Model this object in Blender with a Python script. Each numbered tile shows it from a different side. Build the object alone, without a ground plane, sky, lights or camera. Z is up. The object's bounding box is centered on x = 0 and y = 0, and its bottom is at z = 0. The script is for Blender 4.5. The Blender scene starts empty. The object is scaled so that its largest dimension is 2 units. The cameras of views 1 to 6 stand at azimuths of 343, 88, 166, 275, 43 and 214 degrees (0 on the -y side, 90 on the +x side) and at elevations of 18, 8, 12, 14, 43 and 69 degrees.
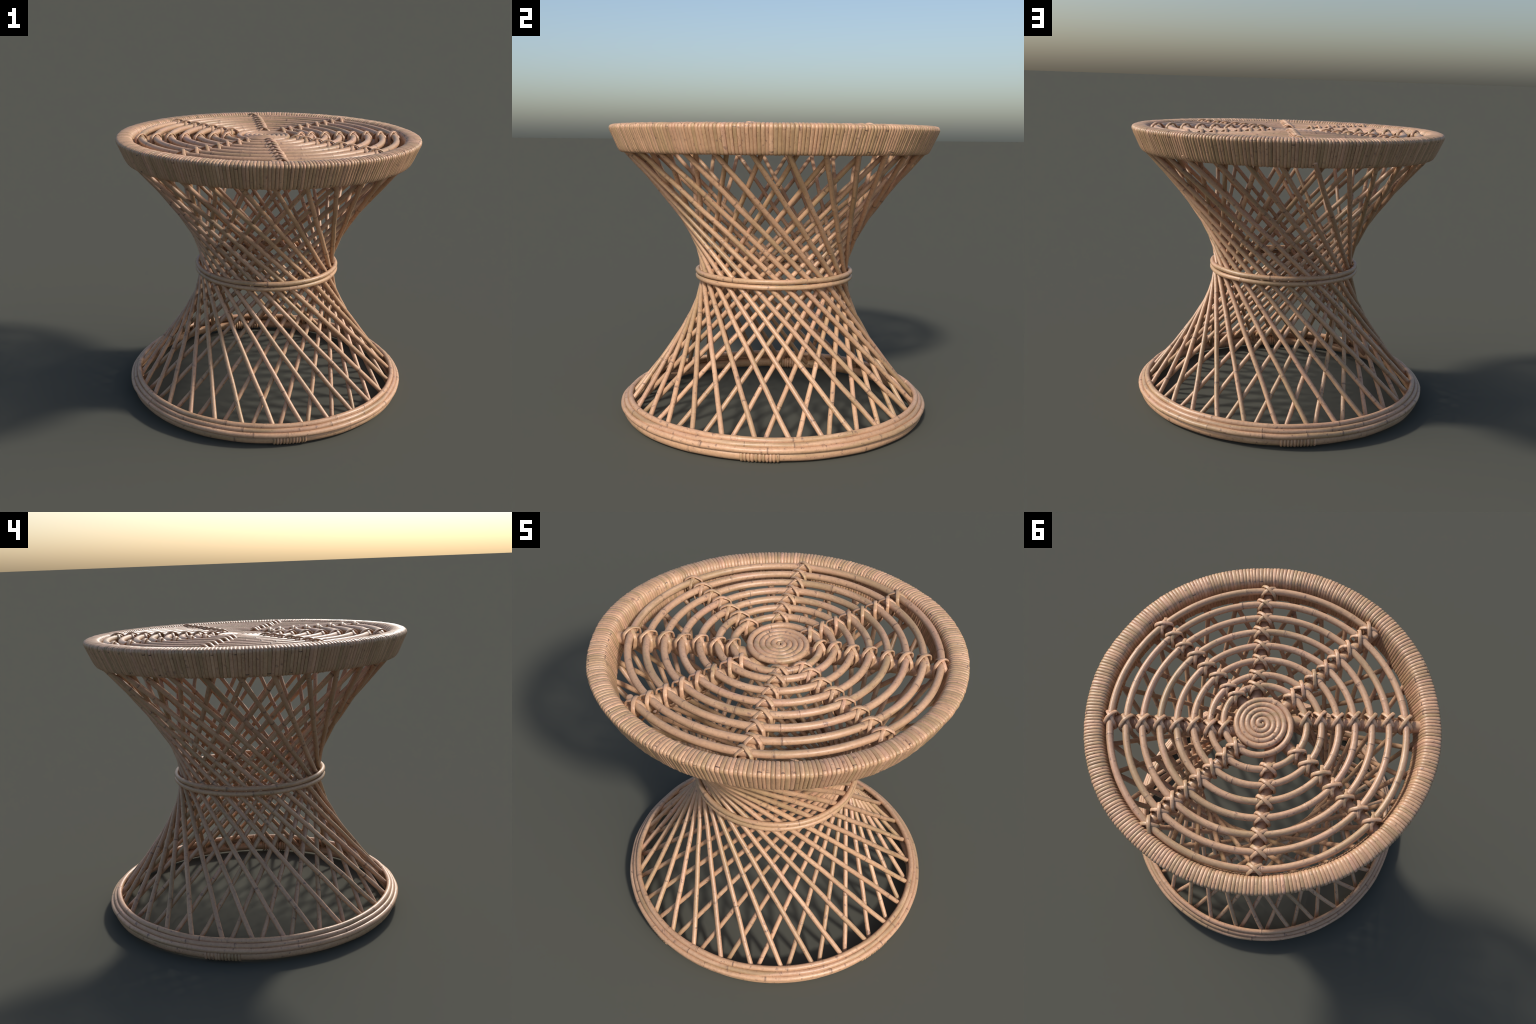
"""Hourglass wicker stool of bent rattan: a seat of one long spiral cane lashed to eight
spokes, a bound rim, two crossing layers of staves, a waist hoop and a stacked base."""
import bpy, math, random
import numpy as np

TAU = 2 * math.pi
rng = np.random.default_rng(11)

# ------------------------------------------------------------------ sizes (metres)
STAVES = 30                    # per layer
STAVE_R_OUTER, STAVE_R_INNER = 0.0146, 0.0140
SPIRAL_CENTRE = np.array([-0.0130, 0.0295])   # of the open turns
COIL_CENTRE = np.array([-0.009, 0.026])
CANE_R = 0.0198                # spiral cane of the seat
SPOKE_R = 0.0362
WAIST_CENTRE_Y = 0.006
BASE_Y = 0.006


# ------------------------------------------------------------------ materials
class Tree:
    def __init__(self, name):
        self.mat = bpy.data.materials.new(name)
        self.mat.use_nodes = True
        self.nt = self.mat.node_tree
        self.nt.nodes.clear()

    def node(self, kind, inputs=None, **props):
        n = self.nt.nodes.new(kind)
        for k, v in props.items():
            setattr(n, k, v)
        for k, v in (inputs or {}).items():
            if hasattr(v, "is_output"):
                self.nt.links.new(v, n.inputs[k])
            else:
                n.inputs[k].default_value = v
        return n

    def math(self, op, a, b=0.0, c=0.0, clamp=False):
        return self.node("ShaderNodeMath", {0: a, 1: b, 2: c}, operation=op, use_clamp=clamp).outputs[0]

    def vec(self, op, a, b=(0, 0, 0), out=0):
        return self.node("ShaderNodeVectorMath", {0: a, 1: b}, operation=op).outputs[out]

    def scaled(self, a, s):
        n = self.node("ShaderNodeVectorMath", {0: a}, operation="SCALE")
        if hasattr(s, "is_output"):
            self.nt.links.new(s, n.inputs["Scale"])
        else:
            n.inputs["Scale"].default_value = s
        return n.outputs[0]

    def noise(self, vector, scale, detail=3.0, rough=0.55):
        return self.node("ShaderNodeTexNoise", {"Vector": vector, "Scale": scale, "Detail": detail, "Roughness": rough}).outputs["Fac"]

    def ramp(self, fac, lo, hi):
        return self.node("ShaderNodeMapRange", {"Value": fac, "From Min": lo, "From Max": hi}, interpolation_type="SMOOTHSTEP").outputs[0]

    def mix(self, fac, a, b, mode="MIX"):
        n = self.node("ShaderNodeMix", data_type="RGBA", blend_type=mode)
        for sock, v in ((n.inputs["Factor"], fac), (n.inputs["A"], a), (n.inputs["B"], b)):
            if hasattr(v, "is_output"):
                self.nt.links.new(v, sock)
            else:
                sock.default_value = v
        return n.outputs["Result"]


BASE = (0.592, 0.353, 0.210, 1)
PINK = (0.605, 0.342, 0.228, 1)
OLIVE = (0.425, 0.280, 0.146, 1)
PALE = (0.690, 0.440, 0.278, 1)
SPOT = (0.190, 0.105, 0.082, 1)
NODE_DARK = (0.130, 0.075, 0.055, 1)


def rattan(name, grain="iso", dirs=None, knot=0.0, tone=1.0, spots=1.0, own_shade=0.40):
    """Peeled rattan.  grain says which way the fibres run: 'ring' round the z axis, 'loop' in the
    local xz plane, 'stave' along two straight runs dirs=(lower, upper, bend height)."""
    t = Tree(name)
    tex = t.node("ShaderNodeTexCoord").outputs["Object"]
    rnd = t.node("ShaderNodeObjectInfo").outputs["Random"]
    shift = t.scaled(t.node("ShaderNodeCombineXYZ", {0: 37.3, 1: 19.7, 2: 53.1}).outputs[0], rnd)
    if grain == "ring":
        s = t.node("ShaderNodeSeparateXYZ", {0: tex})
        ang = t.math("ARCTAN2", s.outputs[1], s.outputs[0])
        rad = t.math("SQRT", t.math("ADD", t.math("MULTIPLY", s.outputs[0], s.outputs[0]), t.math("MULTIPLY", s.outputs[1], s.outputs[1])))
        # a full circle closes on itself by running on a smaller circle in noise space
        k = 0.13
        cx = t.math("MULTIPLY", t.math("COSINE", ang), t.math("ADD", t.math("MULTIPLY", rad, 0.0), k))
        sy = t.math("MULTIPLY", t.math("SINE", ang), k)
        along = t.node("ShaderNodeCombineXYZ", {0: cx, 1: sy, 2: 0.0}).outputs[0]
        across = t.node("ShaderNodeCombineXYZ", {0: rad, 1: s.outputs[2], 2: s.outputs[2]}).outputs[0]
        fibre = t.vec("ADD", along, across)
    elif grain == "loop":
        fibre = t.vec("MULTIPLY", tex, (0.14, 1.0, 0.14))
    elif grain == "stave":
        lower, upper, bend = dirs
        z = t.node("ShaderNodeSeparateXYZ", {0: tex}).outputs[2]

        def run(d):
            proj = t.vec("DOT_PRODUCT", tex, tuple(d), out="Value")
            return t.vec("SUBTRACT", tex, t.scaled(t.node("ShaderNodeCombineXYZ", dict(enumerate(map(float, d)))).outputs[0], t.math("MULTIPLY", proj, 0.86)))
        pick = t.math("GREATER_THAN", z, bend)
        m = t.node("ShaderNodeMix", data_type="VECTOR")
        t.nt.links.new(pick, m.inputs["Factor"])
        t.nt.links.new(run(lower), m.inputs[4])
        t.nt.links.new(run(upper), m.inputs[5])
        fibre = m.outputs[1]
    else:
        fibre = tex
    p = t.vec("ADD", tex, shift)
    f = t.vec("ADD", fibre, shift)
    # broad tone: base drifting to pink, olive and pale along the cane
    col = t.mix(t.math("MULTIPLY", t.ramp(t.noise(f, 16, 2), 0.50, 0.70), 0.8), BASE, PINK)
    col = t.mix(t.math("MULTIPLY", t.ramp(t.noise(t.vec("ADD", f, (5.1, 2.2, 8.3)), 13, 2), 0.50, 0.66), 0.8), col, OLIVE)
    col = t.mix(t.math("MULTIPLY", t.ramp(t.noise(t.vec("ADD", f, (1.7, 9.2, 3.3)), 22, 2), 0.53, 0.70), 0.7), col, PALE)
    # every piece has its own shade
    own = t.node("ShaderNodeTexWhiteNoise", {"W": t.math("MULTIPLY", rnd, 917.0)}, noise_dimensions="1D").outputs["Value"]
    col = t.mix(t.math("MULTIPLY", t.ramp(own, 0.40, 1.0), own_shade), col, OLIVE)
    hsv = t.node("ShaderNodeHueSaturation", {"Color": col, "Value": t.math("MULTIPLY_ADD", rnd, 0.20, 0.90 * tone)})
    col = hsv.outputs["Color"]
    # fibre streaks
    streak = t.noise(f, 210, 3, 0.6)
    col = t.mix(t.math("MULTIPLY", t.ramp(streak, 0.48, 0.75), 0.22), col, OLIVE[:3] + (1,), "MULTIPLY")
    mottle = t.ramp(t.noise(t.vec("ADD", p, (8, 1, 4)), 55, 3, 0.6), 0.35, 0.62)
    col = t.mix(t.math("MULTIPLY_ADD", mottle, -0.16, 0.16), col, SPOT)
    # small bruises and dark flecks
    fleck = t.math("MULTIPLY", t.ramp(t.noise(p, 38, 3, 0.6), 0.61, 0.70), 0.72 * spots)
    col = t.mix(fleck, col, SPOT)
    fleck2 = t.math("MULTIPLY", t.ramp(t.noise(t.vec("ADD", p, (3, 7, 1)), 120, 2, 0.5), 0.66, 0.74), 0.60 * spots)
    col = t.mix(fleck2, col, SPOT)
    if knot:
        part = t.ramp(t.noise(t.vec("ADD", p, (11, 4, 6)), 30, 2), 0.42, 0.60)
        col = t.mix(t.math("MULTIPLY_ADD", part, 0.72 * knot, 0.16 * knot), col, NODE_DARK)
    bump = t.node("ShaderNodeBump", {"Height": t.math("ADD", t.math("MULTIPLY", streak, 0.5), t.noise(p, 60, 3)), "Strength": 0.20, "Distance": 0.004})
    bsdf = t.node("ShaderNodeBsdfPrincipled", {"Base Color": col, "Roughness": 0.41, "Specular IOR Level": 0.55, "Normal": bump.outputs[0]})
    out = t.node("ShaderNodeOutputMaterial", {"Surface": bsdf.outputs[0]})
    return t.mat


# ------------------------------------------------------------------ geometry helpers
def unit(v):
    return v / np.maximum(np.linalg.norm(v, axis=-1, keepdims=True), 1e-12)


def arc_len(p, closed=False):
    q = np.vstack([p, p[:1]]) if closed else p
    return np.concatenate([[0], np.cumsum(np.linalg.norm(np.diff(q, axis=0), axis=1))])


def resample(p, s, closed=False):
    a = arc_len(p, closed)
    q = np.vstack([p, p[:1]]) if closed else p
    return np.stack([np.interp(s, a, q[:, i]) for i in range(3)], 1)


def catmull(pts, per=10, closed=True):
    pts = np.asarray(pts, float)
    n = len(pts)
    out = []
    for i in range(n if closed else n - 1):
        g = lambda k: pts[k % n] if closed else pts[min(max(k, 0), n - 1)]
        a, b, c, d = g(i - 1), g(i), g(i + 1), g(i + 2)
        for t in np.linspace(0, 1, per, endpoint=False):
            out.append(0.5 * (2 * b + (c - a) * t + (2 * a - 5 * b + 4 * c - d) * t * t + (3 * b - a - 3 * c + d) * t ** 3))
    if not closed:
        out.append(pts[-1])
    return np.array(out)


def smooth_noise(s, g, wave):
    """Sum of sines of random phase; roughly -1..1."""
    v = np.zeros_like(s)
    for k in range(4):
        v += math.cos(k) * 0 + np.sin(s * TAU / (wave * (0.6 + 0.35 * k)) + g.uniform(0, TAU)) * (1 - 0.18 * k)
    return v / 2.2


def build_mesh(name, verts, faces, mats, slots=None, sharp=False):
    me = bpy.data.meshes.new(name)
    me.from_pydata([tuple(v) for v in verts], [], faces)
    for m in mats:
        me.materials.append(m)
    if slots is not None:
        me.polygons.foreach_set("material_index", np.asarray(slots, np.int32))
    me.polygons.foreach_set("use_smooth", np.ones(len(me.polygons), bool))
    me.update()
    return me


def sweep(path, rad, sides=10, closed=False, ref=None, flat=None, caps=True, power=2.0):
    """Tube along path.  rad: radius per ring.  flat=(half width, half thickness) turns the section
    into a band whose width lies along ref x tangent ... ref gives the outward normal per ring."""
    n = len(path)
    if closed:
        tan = unit(np.roll(path, -1, 0) - np.roll(path, 1, 0))
    else:
        tan = unit(np.gradient(path, axis=0))
    if ref is None:
        nrm = np.zeros_like(path)
        v = np.array([0, 0, 1.0]) if abs(tan[0][2]) < 0.9 else np.array([1.0, 0, 0])
        v = unit(v - tan[0] * (v @ tan[0]))
        for i in range(n):
            v = unit(v - tan[i] * (v @ tan[i]))
            nrm[i] = v
    else:
        nrm = unit(ref - tan * np.sum(ref * tan, 1, keepdims=True))
    bi = np.cross(tan, nrm)
    a = np.arange(sides) / sides * TAU
    ca, sa = np.cos(a), np.sin(a)
    ca = np.sign(ca) * np.abs(ca) ** (2 / power)
    sa = np.sign(sa) * np.abs(sa) ** (2 / power)
    if flat is None:
        w = h = np.asarray(rad)[:, None]
    else:
        w, h = (np.broadcast_to(np.asarray(x, float), (n,))[:, None] for x in flat)
    v = path[:, None, :] + (h * ca[None])[..., None] * nrm[:, None, :] + (w * sa[None])[..., None] * bi[:, None, :]
    verts = v.reshape(-1, 3)
    faces, seg = [], []
    for i in range(n if closed else n - 1):
        j = (i + 1) % n
        for k in range(sides):
            l = (k + 1) % sides
            faces.append((i * sides + k, i * sides + l, j * sides + l, j * sides + k))
            seg.append(i)
    if not closed and caps:
        faces.append(tuple(range(sides - 1, -1, -1)))
        seg.append(0)
        faces.append(tuple((n - 1) * sides + k for k in range(sides)))
        seg.append(n - 2)
    return verts, faces, seg


def cane(name, path, r, seed, mats, step=0.02, gap=0.34, sides=10, closed=False, wobble=0.0012, taper=((0.0, 1.0), (1.0, 1.0)), round_ends=True, swell=0.07):
    """A natural cane: slightly wavy and uneven, with nodes (swelling, scar line) along it."""
    g = np.random.default_rng(seed)
    L = arc_len(path, closed)[-1]
    nodes, s = [], g.uniform(0.05, gap)
    while s < L - 0.03:
        nodes.append(s)
        s += gap * g.uniform(0.55, 1.45)
    base = np.linspace(0, L, max(8, int(L / step)), endpoint=not closed)
    near = [q + d for q in nodes for d in (-0.016, -0.0105, -0.0070, -0.0046, -0.0022, 0.0022, 0.0046, 0.0075, 0.011, 0.018)]
    ends = [] if closed else [0.002, 0.006, L - 0.006, L - 0.002]
    s = np.unique(np.round(np.concatenate([base, near, ends]), 5))
    s = s[(s >= 0) & (s < L if closed else s <= L)]
    p = resample(path, s, closed)
    loop = L / max(1, round(L / 0.5)) if closed else 0.5
    rad = r * (np.interp(s / L, *zip(*taper))) * (1 + 0.025 * smooth_noise(s, g, loop))
    for q in nodes:
        d = s - q
        k = g.uniform(0.5, 1.2)
        rad += r * swell * k * np.exp(-(d / 0.010) ** 2)
        rad -= r * swell * 1.3 * k * np.exp(-(d / 0.0022) ** 2)
        rad += r * 0.03 * k * np.where(d < 0, np.exp(d / 0.05), 0)
    if not closed and round_ends:
        e = np.minimum(s, L - s)
        rad *= np.sqrt(np.clip(0.55 + 0.45 * e / 0.006, 0, 1))
    if wobble:
        off = np.stack([smooth_noise(s, g, loop) for _ in range(3)], 1) * wobble
        if not closed:
            off *= np.clip(np.minimum(s, L - s) / 0.08, 0, 1)[:, None]
        p = p + off
    v, f, seg = sweep(p, rad, sides, closed)
    mid = (s + np.append(s[1:], L)) / 2
    dark = np.zeros(len(s), int)
    for q in nodes:
        w = g.uniform(0.004, 0.011)
        dark[np.abs(mid - q - g.uniform(-0.003, 0.003)) < w] = 2
        dark[np.abs(mid - q) < 0.0027] = 1
    return build_mesh(name, v, f, mats, [dark[i] for i in seg])


def place(name, mesh, parent, rot=0.0, loc=(0, 0, 0), scale=(1, 1, 1)):
    o = bpy.data.objects.new(name, mesh)
    o.location, o.rotation_euler, o.scale = loc, (0, 0, rot), scale
    o.parent = parent
    bpy.context.scene.collection.objects.link(o)
    return o


def polar(r, deg, z):
    return np.array([r * math.cos(math.radians(deg)), r * math.sin(math.radians(deg)), z])


def circle(r, z, n=240, cx=0.0, cy=0.0):
    a = np.arange(n) / n * TAU
    return np.stack([cx + r * np.cos(a), cy + r * np.sin(a), np.full(n, z)], 1)


# ------------------------------------------------------------------ the thing
stool = bpy.data.objects.new("wicker_stool", None)
bpy.context.scene.collection.objects.link(stool)
stool["label"] = "hourglass rattan stool with spiral seat and crossed staves"
stool["category"] = "wicker stool"

ring_mats = [rattan("rattan_ring", "ring"), rattan("rattan_ring_node", "ring", knot=1.0), rattan("rattan_ring_halo", "ring", knot=0.35)]
loop_mats = [rattan("rattan_binding", "loop", spots=0.9, own_shade=0.72), rattan("rattan_binding_node", "loop", knot=1.25, own_shade=0.72)]
iso_mats = [rattan("rattan_plain"), rattan("rattan_plain_node", knot=1.0), rattan("rattan_plain_halo", knot=0.35)]


# ---- staves: two layers wound against each other, each bent once at the waist
def stave_path(bottom, bend, top, z_end, z_top):
    lo, hi = unit(bottom - bend), unit(top - bend)
    a = bend + lo * ((z_end - bend[2]) / lo[2])
    b = bend + hi * ((z_top - bend[2]) / hi[2])
    soft = 0.030                       # length over which the bend is eased
    p, q = bend + lo * soft, bend + hi * soft
    t = np.linspace(0, 1, 12)[:, None]
    curve = (1 - t) ** 2 * p + 2 * t * (1 - t) * bend + t ** 2 * q
    return np.vstack([a, curve, b]), lo, hi


layers = {
    # bottom (radius, angle, z), bend, top, where the ends stop, cane radius
    "outer": ((0.870, 3.3, 0.120), (0.449, -52.2, 0.855), (0.890, -117.1, 1.618), 0.052, 1.665, STAVE_R_OUTER),
    "inner": ((0.848, 7.2, 0.105), (0.420, 63.6, 0.860), (0.845, 124.2, 1.610), 0.048, 1.650, STAVE_R_INNER),
}
for li, (lname, (bot, bend, top, z_end, z_top, r)) in enumerate(layers.items()):
    path, lo, hi = stave_path(polar(*bot), polar(*bend), polar(*top), z_end, z_top)
    mats = [rattan("rattan_stave_" + lname, "stave", (lo, hi, bend[2])),
            rattan("rattan_stave_node_" + lname, "stave", (lo, hi, bend[2]), knot=1.0),
            rattan("rattan_stave_halo_" + lname, "stave", (lo, hi, bend[2]), knot=0.35)]
    kinds = [cane("stave", path, r, 100 * li + k, mats, step=0.03, gap=0.46, sides=12, wobble=0.0016) for k in range(10)]
    g = np.random.default_rng(50 + li)
    last = -1
    for i in range(STAVES):
        k = int(g.integers(10))
        k = (k + 1) % 10 if k == last else k
        last = k
        s = 1 + g.normal(0, 0.003)
        place("stave", kinds[k], stool, math.radians(12 * i + g.normal(0, 0.2)), (0.003, 0.005, 0), (s, s, 1))

# ---- waist: two hoops side by side round the staves
for k, z in enumerate((0.8985, 0.8655)):
    me = cane("waist_hoop", circle(0.4765, z, 200), 0.0150, 300 + k, ring_mats, gap=0.8, sides=14, closed=True, wobble=0.0012)
    place("waist_hoop", me, stool, 1.3 * k, (0, WAIST_CENTRE_Y, 0))

# ---- base: a thick foot hoop bound in four places, three thinner hoops stacked on it
FOOT_R, FOOT_Z, FOOT_T = 0.9135, 0.0397, 0.0320
foot = place("foot_hoop", cane("foot_hoop", circle(FOOT_R, FOOT_Z), FOOT_T, 310, ring_mats, gap=0.9, sides=20, closed=True, wobble=0.001, swell=0.03), stool, 0.0, (0, BASE_Y, 0))
for k, (R, z, r) in enumerate(((0.9455, 0.0755, 0.0164), (0.9250, 0.0965, 0.0162), (0.9025, 0.1170, 0.0167))):
    me = cane("base_hoop", circle(R, z), r, 320 + k, ring_mats, gap=0.30, sides=14, closed=True, wobble=0.0014)
    place("base_hoop", me, stool, 2.1 * k, (0, BASE_Y, 0))


def loop_band(name, outline, half_w, half_t, mats, seed, node_at=None, sides=14, lean=0.0, power=2.5):
    """Flat strand bent into a closed loop in the local xz plane; outline = its outer face."""
    n = len(outline)
    t = unit(np.roll(outline, -1, 0) - np.roll(outline, 1, 0))
    nrm = np.stack([t[:, 1], -t[:, 0]], 1)
    c = outline.mean(0)
    if np.sum(nrm * (outline - c)) < 0:
        nrm = -nrm
    g = np.random.default_rng(seed)
    q = outline - nrm * half_t
    s = np.arange(n) / n
    y = half_w * 0.05 * np.sin(TAU * s + g.uniform(0, TAU)) + lean * np.sin(TAU * s)
    path = np.stack([q[:, 0], y, q[:, 1]], 1)
    ref = np.stack([nrm[:, 0], np.zeros(n), nrm[:, 1]], 1)
    w = half_w * (1 + 0.05 * np.sin(TAU * (2 * s + g.uniform(0, 1))))
    h = half_t * (1 + 0.08 * np.sin(TAU * (3 * s + g.uniform(0, 1))))
    v, f, seg = sweep(path, None, sides, True, ref, (w, h), power=power)
    dark = np.zeros(n, int)
    if node_at is not None:
        dark[int(node_at * n) % n] = 1
    return build_mesh(name, v, f, mats, [dark[i] for i in seg])


a = np.arange(40) / 40 * TAU
foot_loop = np.stack([FOOT_R + (FOOT_T + 0.0070) * np.cos(a), FOOT_Z + (FOOT_T + 0.0070) * np.sin(a)], 1)
foot_bands = [loop_band("foot_binding", foot_loop, 0.0088, 0.0085, loop_mats, 400 + k, power=2.2) for k in range(5)]
g = np.random.default_rng(77)
for centre in (-6.4, 83.2, 172.8, 262.5):
    for i in range(11):
        d = (i - 5) * 1.20
        place("foot_binding", foot_bands[int(g.integers(5))], foot, math.radians(centre + d + g.normal(0, 0.05)), scale=(1, g.uniform(0.9, 1.08), 1))

# ---- rim: a solid hoop wound with close-set strands
rim_outline = catmull([(0.900, 1.6275), (0.928, 1.6275), (0.9470, 1.6470), (0.9715, 1.7000), (0.9945, 1.7520), (0.9985, 1.7715), (0.9880, 1.7855),
                       (0.953, 1.7925), (0.916, 1.7890), (0.8950, 1.7720), (0.8810, 1.7350), (0.8640, 1.6800), (0.8560, 1.6450), (0.8680, 1.6300)], 5)
core = []
ctr = rim_outline.mean(0)
inner = ctr + (rim_outline - ctr) * 0.82
N = 160
for i in range(N):
    b = i / N * TAU
    core += [(r * math.cos(b), r * math.sin(b), z) for r, z in inner]
m = len(inner)
faces = [(i * m + k, ((i + 1) % N) * m + k, ((i + 1) % N) * m + (k + 1) % m, i * m + (k + 1) % m) for i in range(N) for k in range(m)]
rim = place("rim", build_mesh("rim", core, faces, [ring_mats[0]]), stool)

STRANDS = 304
NOMINAL = TAU * 0.99 / STRANDS
g = np.random.default_rng(5)
kinds = []
for k in range(14):
    node_at = g.uniform(0.1, 0.75) if k % 2 else None
    kinds.append(loop_band("binding_strand", rim_outline, NOMINAL * 0.500, 0.0074, loop_mats, 500 + k, node_at, sides=14, lean=0.0))
width = np.clip(g.normal(1, 0.07, STRANDS), 0.82, 1.25)
width[g.random(STRANDS) < 0.04] *= 1.15
width *= STRANDS / width.sum()
edge = np.concatenate([[0], np.cumsum(width)]) / STRANDS * TAU
ph = g.uniform(0, TAU, 4)
for i in range(STRANDS):
    b = (edge[i] + edge[i + 1]) / 2
    lump = 0.0018 * math.sin(8 * b + ph[0]) + 0.0012 * math.sin(5 * b + ph[1]) + 0.0010 * math.sin(13 * b + ph[2])
    s = 1 + lump + g.normal(0, 0.0005)
    place("binding_strand", kinds[int(g.integers(14))], rim, b, (0, 0, g.normal(0, 0.0004)), (s, width[i], 1))


# ---- seat: spokes, the spiral cane, and the crossed lashings
SEAT_Z = 1.7625


def seat_z(r, ang):
    """Height of the cane's centre line: coil a little proud, the whole seat very slightly domed."""
    lift = -0.002 * np.clip((0.30 - r) / 0.13, 0, 1) ** 1.5
    dome = 0.002 * (1 - (r / 0.88) ** 2)
    return SEAT_Z + lift + dome + 0.0015 * np.cos(ang - math.radians(25)) * np.clip(r / 0.4, 0, 1)


# Unwinding clockwise: a tight coil, one quick step out, then an even pitch.
# turn number -> radius; turn 0 is where the cane passes its first lashing.
turn_r = [(-5.45, 0.001), (-5.2, 0.010), (-4.9, 0.020), (-2.0, 0.107), (-0.875, 0.1405), (-0.75, 0.144), (-0.625, 0.147), (-0.5, 0.153), (-0.375, 0.162),
          (-0.25, 0.175), (-0.125, 0.186), (0, 0.195), (0.125, 0.213), (0.25, 0.231), (0.375, 0.240), (0.5, 0.246), (0.625, 0.249),
          (0.75, 0.256), (0.875, 0.264), (1.0, 0.278), (1.25, 0.302), (1.5, 0.321), (2.0, 0.371), (3.0, 0.464), (4.0, 0.557), (5.0, 0.652),
          (6.0, 0.745), (6.5, 0.794), (7.0, 0.837), (7.125, 0.849), (7.25, 0.860), (7.375, 0.8735), (7.5, 0.8725), (7.514, 0.8725)]
tk, rk = np.array(turn_r).T
turns = np.arange(tk[0], tk[-1], 0.004)
rads = np.interp(turns, tk, rk)
ker = np.hanning(27)
ker /= ker.sum()
rads = np.convolve(np.pad(rads, 13, mode="reflect", reflect_type="odd"), ker, "valid")
rads = np.maximum(rads, 0.0005)
g = np.random.default_rng(9)
out = turns > 0.6
rads += out * 0.0022 * smooth_noise(turns, g, 0.9)
START = math.radians(78.5)
ang = START - turns * TAU
ease = np.clip((turns + 0.3) / 1.3, 0, 1)[:, None]
mid = COIL_CENTRE * (1 - ease) + SPIRAL_CENTRE * ease
spiral = np.stack([mid[:, 0] + rads * np.cos(ang), mid[:, 1] + rads * np.sin(ang), seat_z(rads, ang)], 1)
spiral_me = cane("spiral_cane", spiral, CANE_R, 610, ring_mats, step=0.012, gap=0.55, sides=14, wobble=0.0, taper=((0.0, 0.84), (0.09, 0.88), (0.13, 0.98), (1.0, 1.0)))
place("spiral_cane", spiral_me, stool)

SPOKE_Z = SEAT_Z - CANE_R - SPOKE_R + 0.004
# each spoke: its outer lashing and its innermost lashing give the line it lies on
spoke_lines = [((0.453, -0.704), (0.146, -0.149)), ((-0.456, 0.727), (-0.190, 0.223)), ((0.710, 0.474), (0.154, 0.162)), ((-0.666, -0.439), (-0.189, -0.137)),
               ((0.816, -0.173), (0.214, -0.046)), ((-0.819, 0.168), (-0.269, 0.060)), ((-0.192, -0.820), (-0.060, -0.212)), ((0.163, 0.848), (0.036, 0.219))]


def lashing_mesh(seed):
    """Two flat strands crossing over the cane and going down round the spoke."""
    g = np.random.default_rng(seed)
    sr = SPOKE_R + 0.006
    cz = SPOKE_Z - SEAT_Z - 0.002            # spoke axis relative to the cane's centre
    verts, faces = [], []
    for sign, top in ((-1, 0.0230), (1, 0.0305)):
        j = lambda: g.normal(0, 0.0012)
        half = [(0.0, 0.0, top), (0.010 + j(), 0.012, top - 0.0025), (0.021 + j(), 0.027, top - 0.0120), (0.0290 + j(), 0.039, top - 0.027),
                (0.0300 + j(), 0.0425, cz + 0.016), (0.022, sr, cz - 0.010), (0.010, 0.026, cz - sr * 0.80)]
        pts = [(x, sign * y, z) for x, y, z in half] + [(0, 0, cz - sr - 0.003 * (1 + sign))] + [(-x, -sign * y, z) for x, y, z in half[:0:-1]]
        path = catmull(pts, 6)
        ref = path - np.array([0, 0, -0.028])
        ref[:, :2] *= 0.9
        w = 0.0106 * (1 + 0.05 * np.sin(np.arange(len(path)) * 0.4 + g.uniform(0, 6)))
        v, f, _ = sweep(path, None, 10, True, unit(ref), (w, np.full(len(path), 0.0050)), power=2.6)
        faces += [tuple(i + len(verts) for i in q) for q in f]
        verts += [tuple(x) for x in v]
    return build_mesh("lashing", verts, faces, [iso_mats[0]])


lash = [lashing_mesh(700 + k) for k in range(8)]
g = np.random.default_rng(21)
xy = spiral[:, :2]
for k, (o, i) in enumerate(spoke_lines):
    o, i = np.array(o), np.array(i)
    d = unit(o - i)
    a0 = i - d * (0.27 if k < 4 else 0.24)
    a1 = d * (-(o @ d) + math.sqrt((o @ d) ** 2 - o @ o + 0.905 ** 2)) + o
    line = np.stack([np.append(a0 + (a1 - a0) * t, SPOKE_Z + 0.002 * (k % 2)) for t in np.linspace(0, 1, 8)])
    sp = place("spoke", cane("spoke", line, SPOKE_R, 800 + k, iso_mats, step=0.04, gap=0.5, sides=18, wobble=0.001, round_ends=False, swell=0.02), stool)
    side = (xy[:, 0] - i[0]) * -d[1] + (xy[:, 1] - i[1]) * d[0]
    fwd = (xy - i) @ d
    hits = [h for h in np.nonzero(side[:-1] * side[1:] <= 0)[0] if fwd[h] > -0.04 and turns[h] > -0.03]
    for h in hits:
        tangent = unit(spiral[h + 1] - spiral[h])
        along = math.atan2(tangent[1], tangent[0]) + math.pi / 2          # outward, square to the cane
        turn_to = math.atan2(d[1], d[0])
        rot = turn_to + 0.5 * ((along - turn_to + math.pi) % TAU - math.pi)
        q = place("lashing", lash[int(g.integers(8))], sp, rot + g.normal(0, 0.05), tuple(spiral[h]), (g.uniform(0.95, 1.05),) * 2 + (1,))
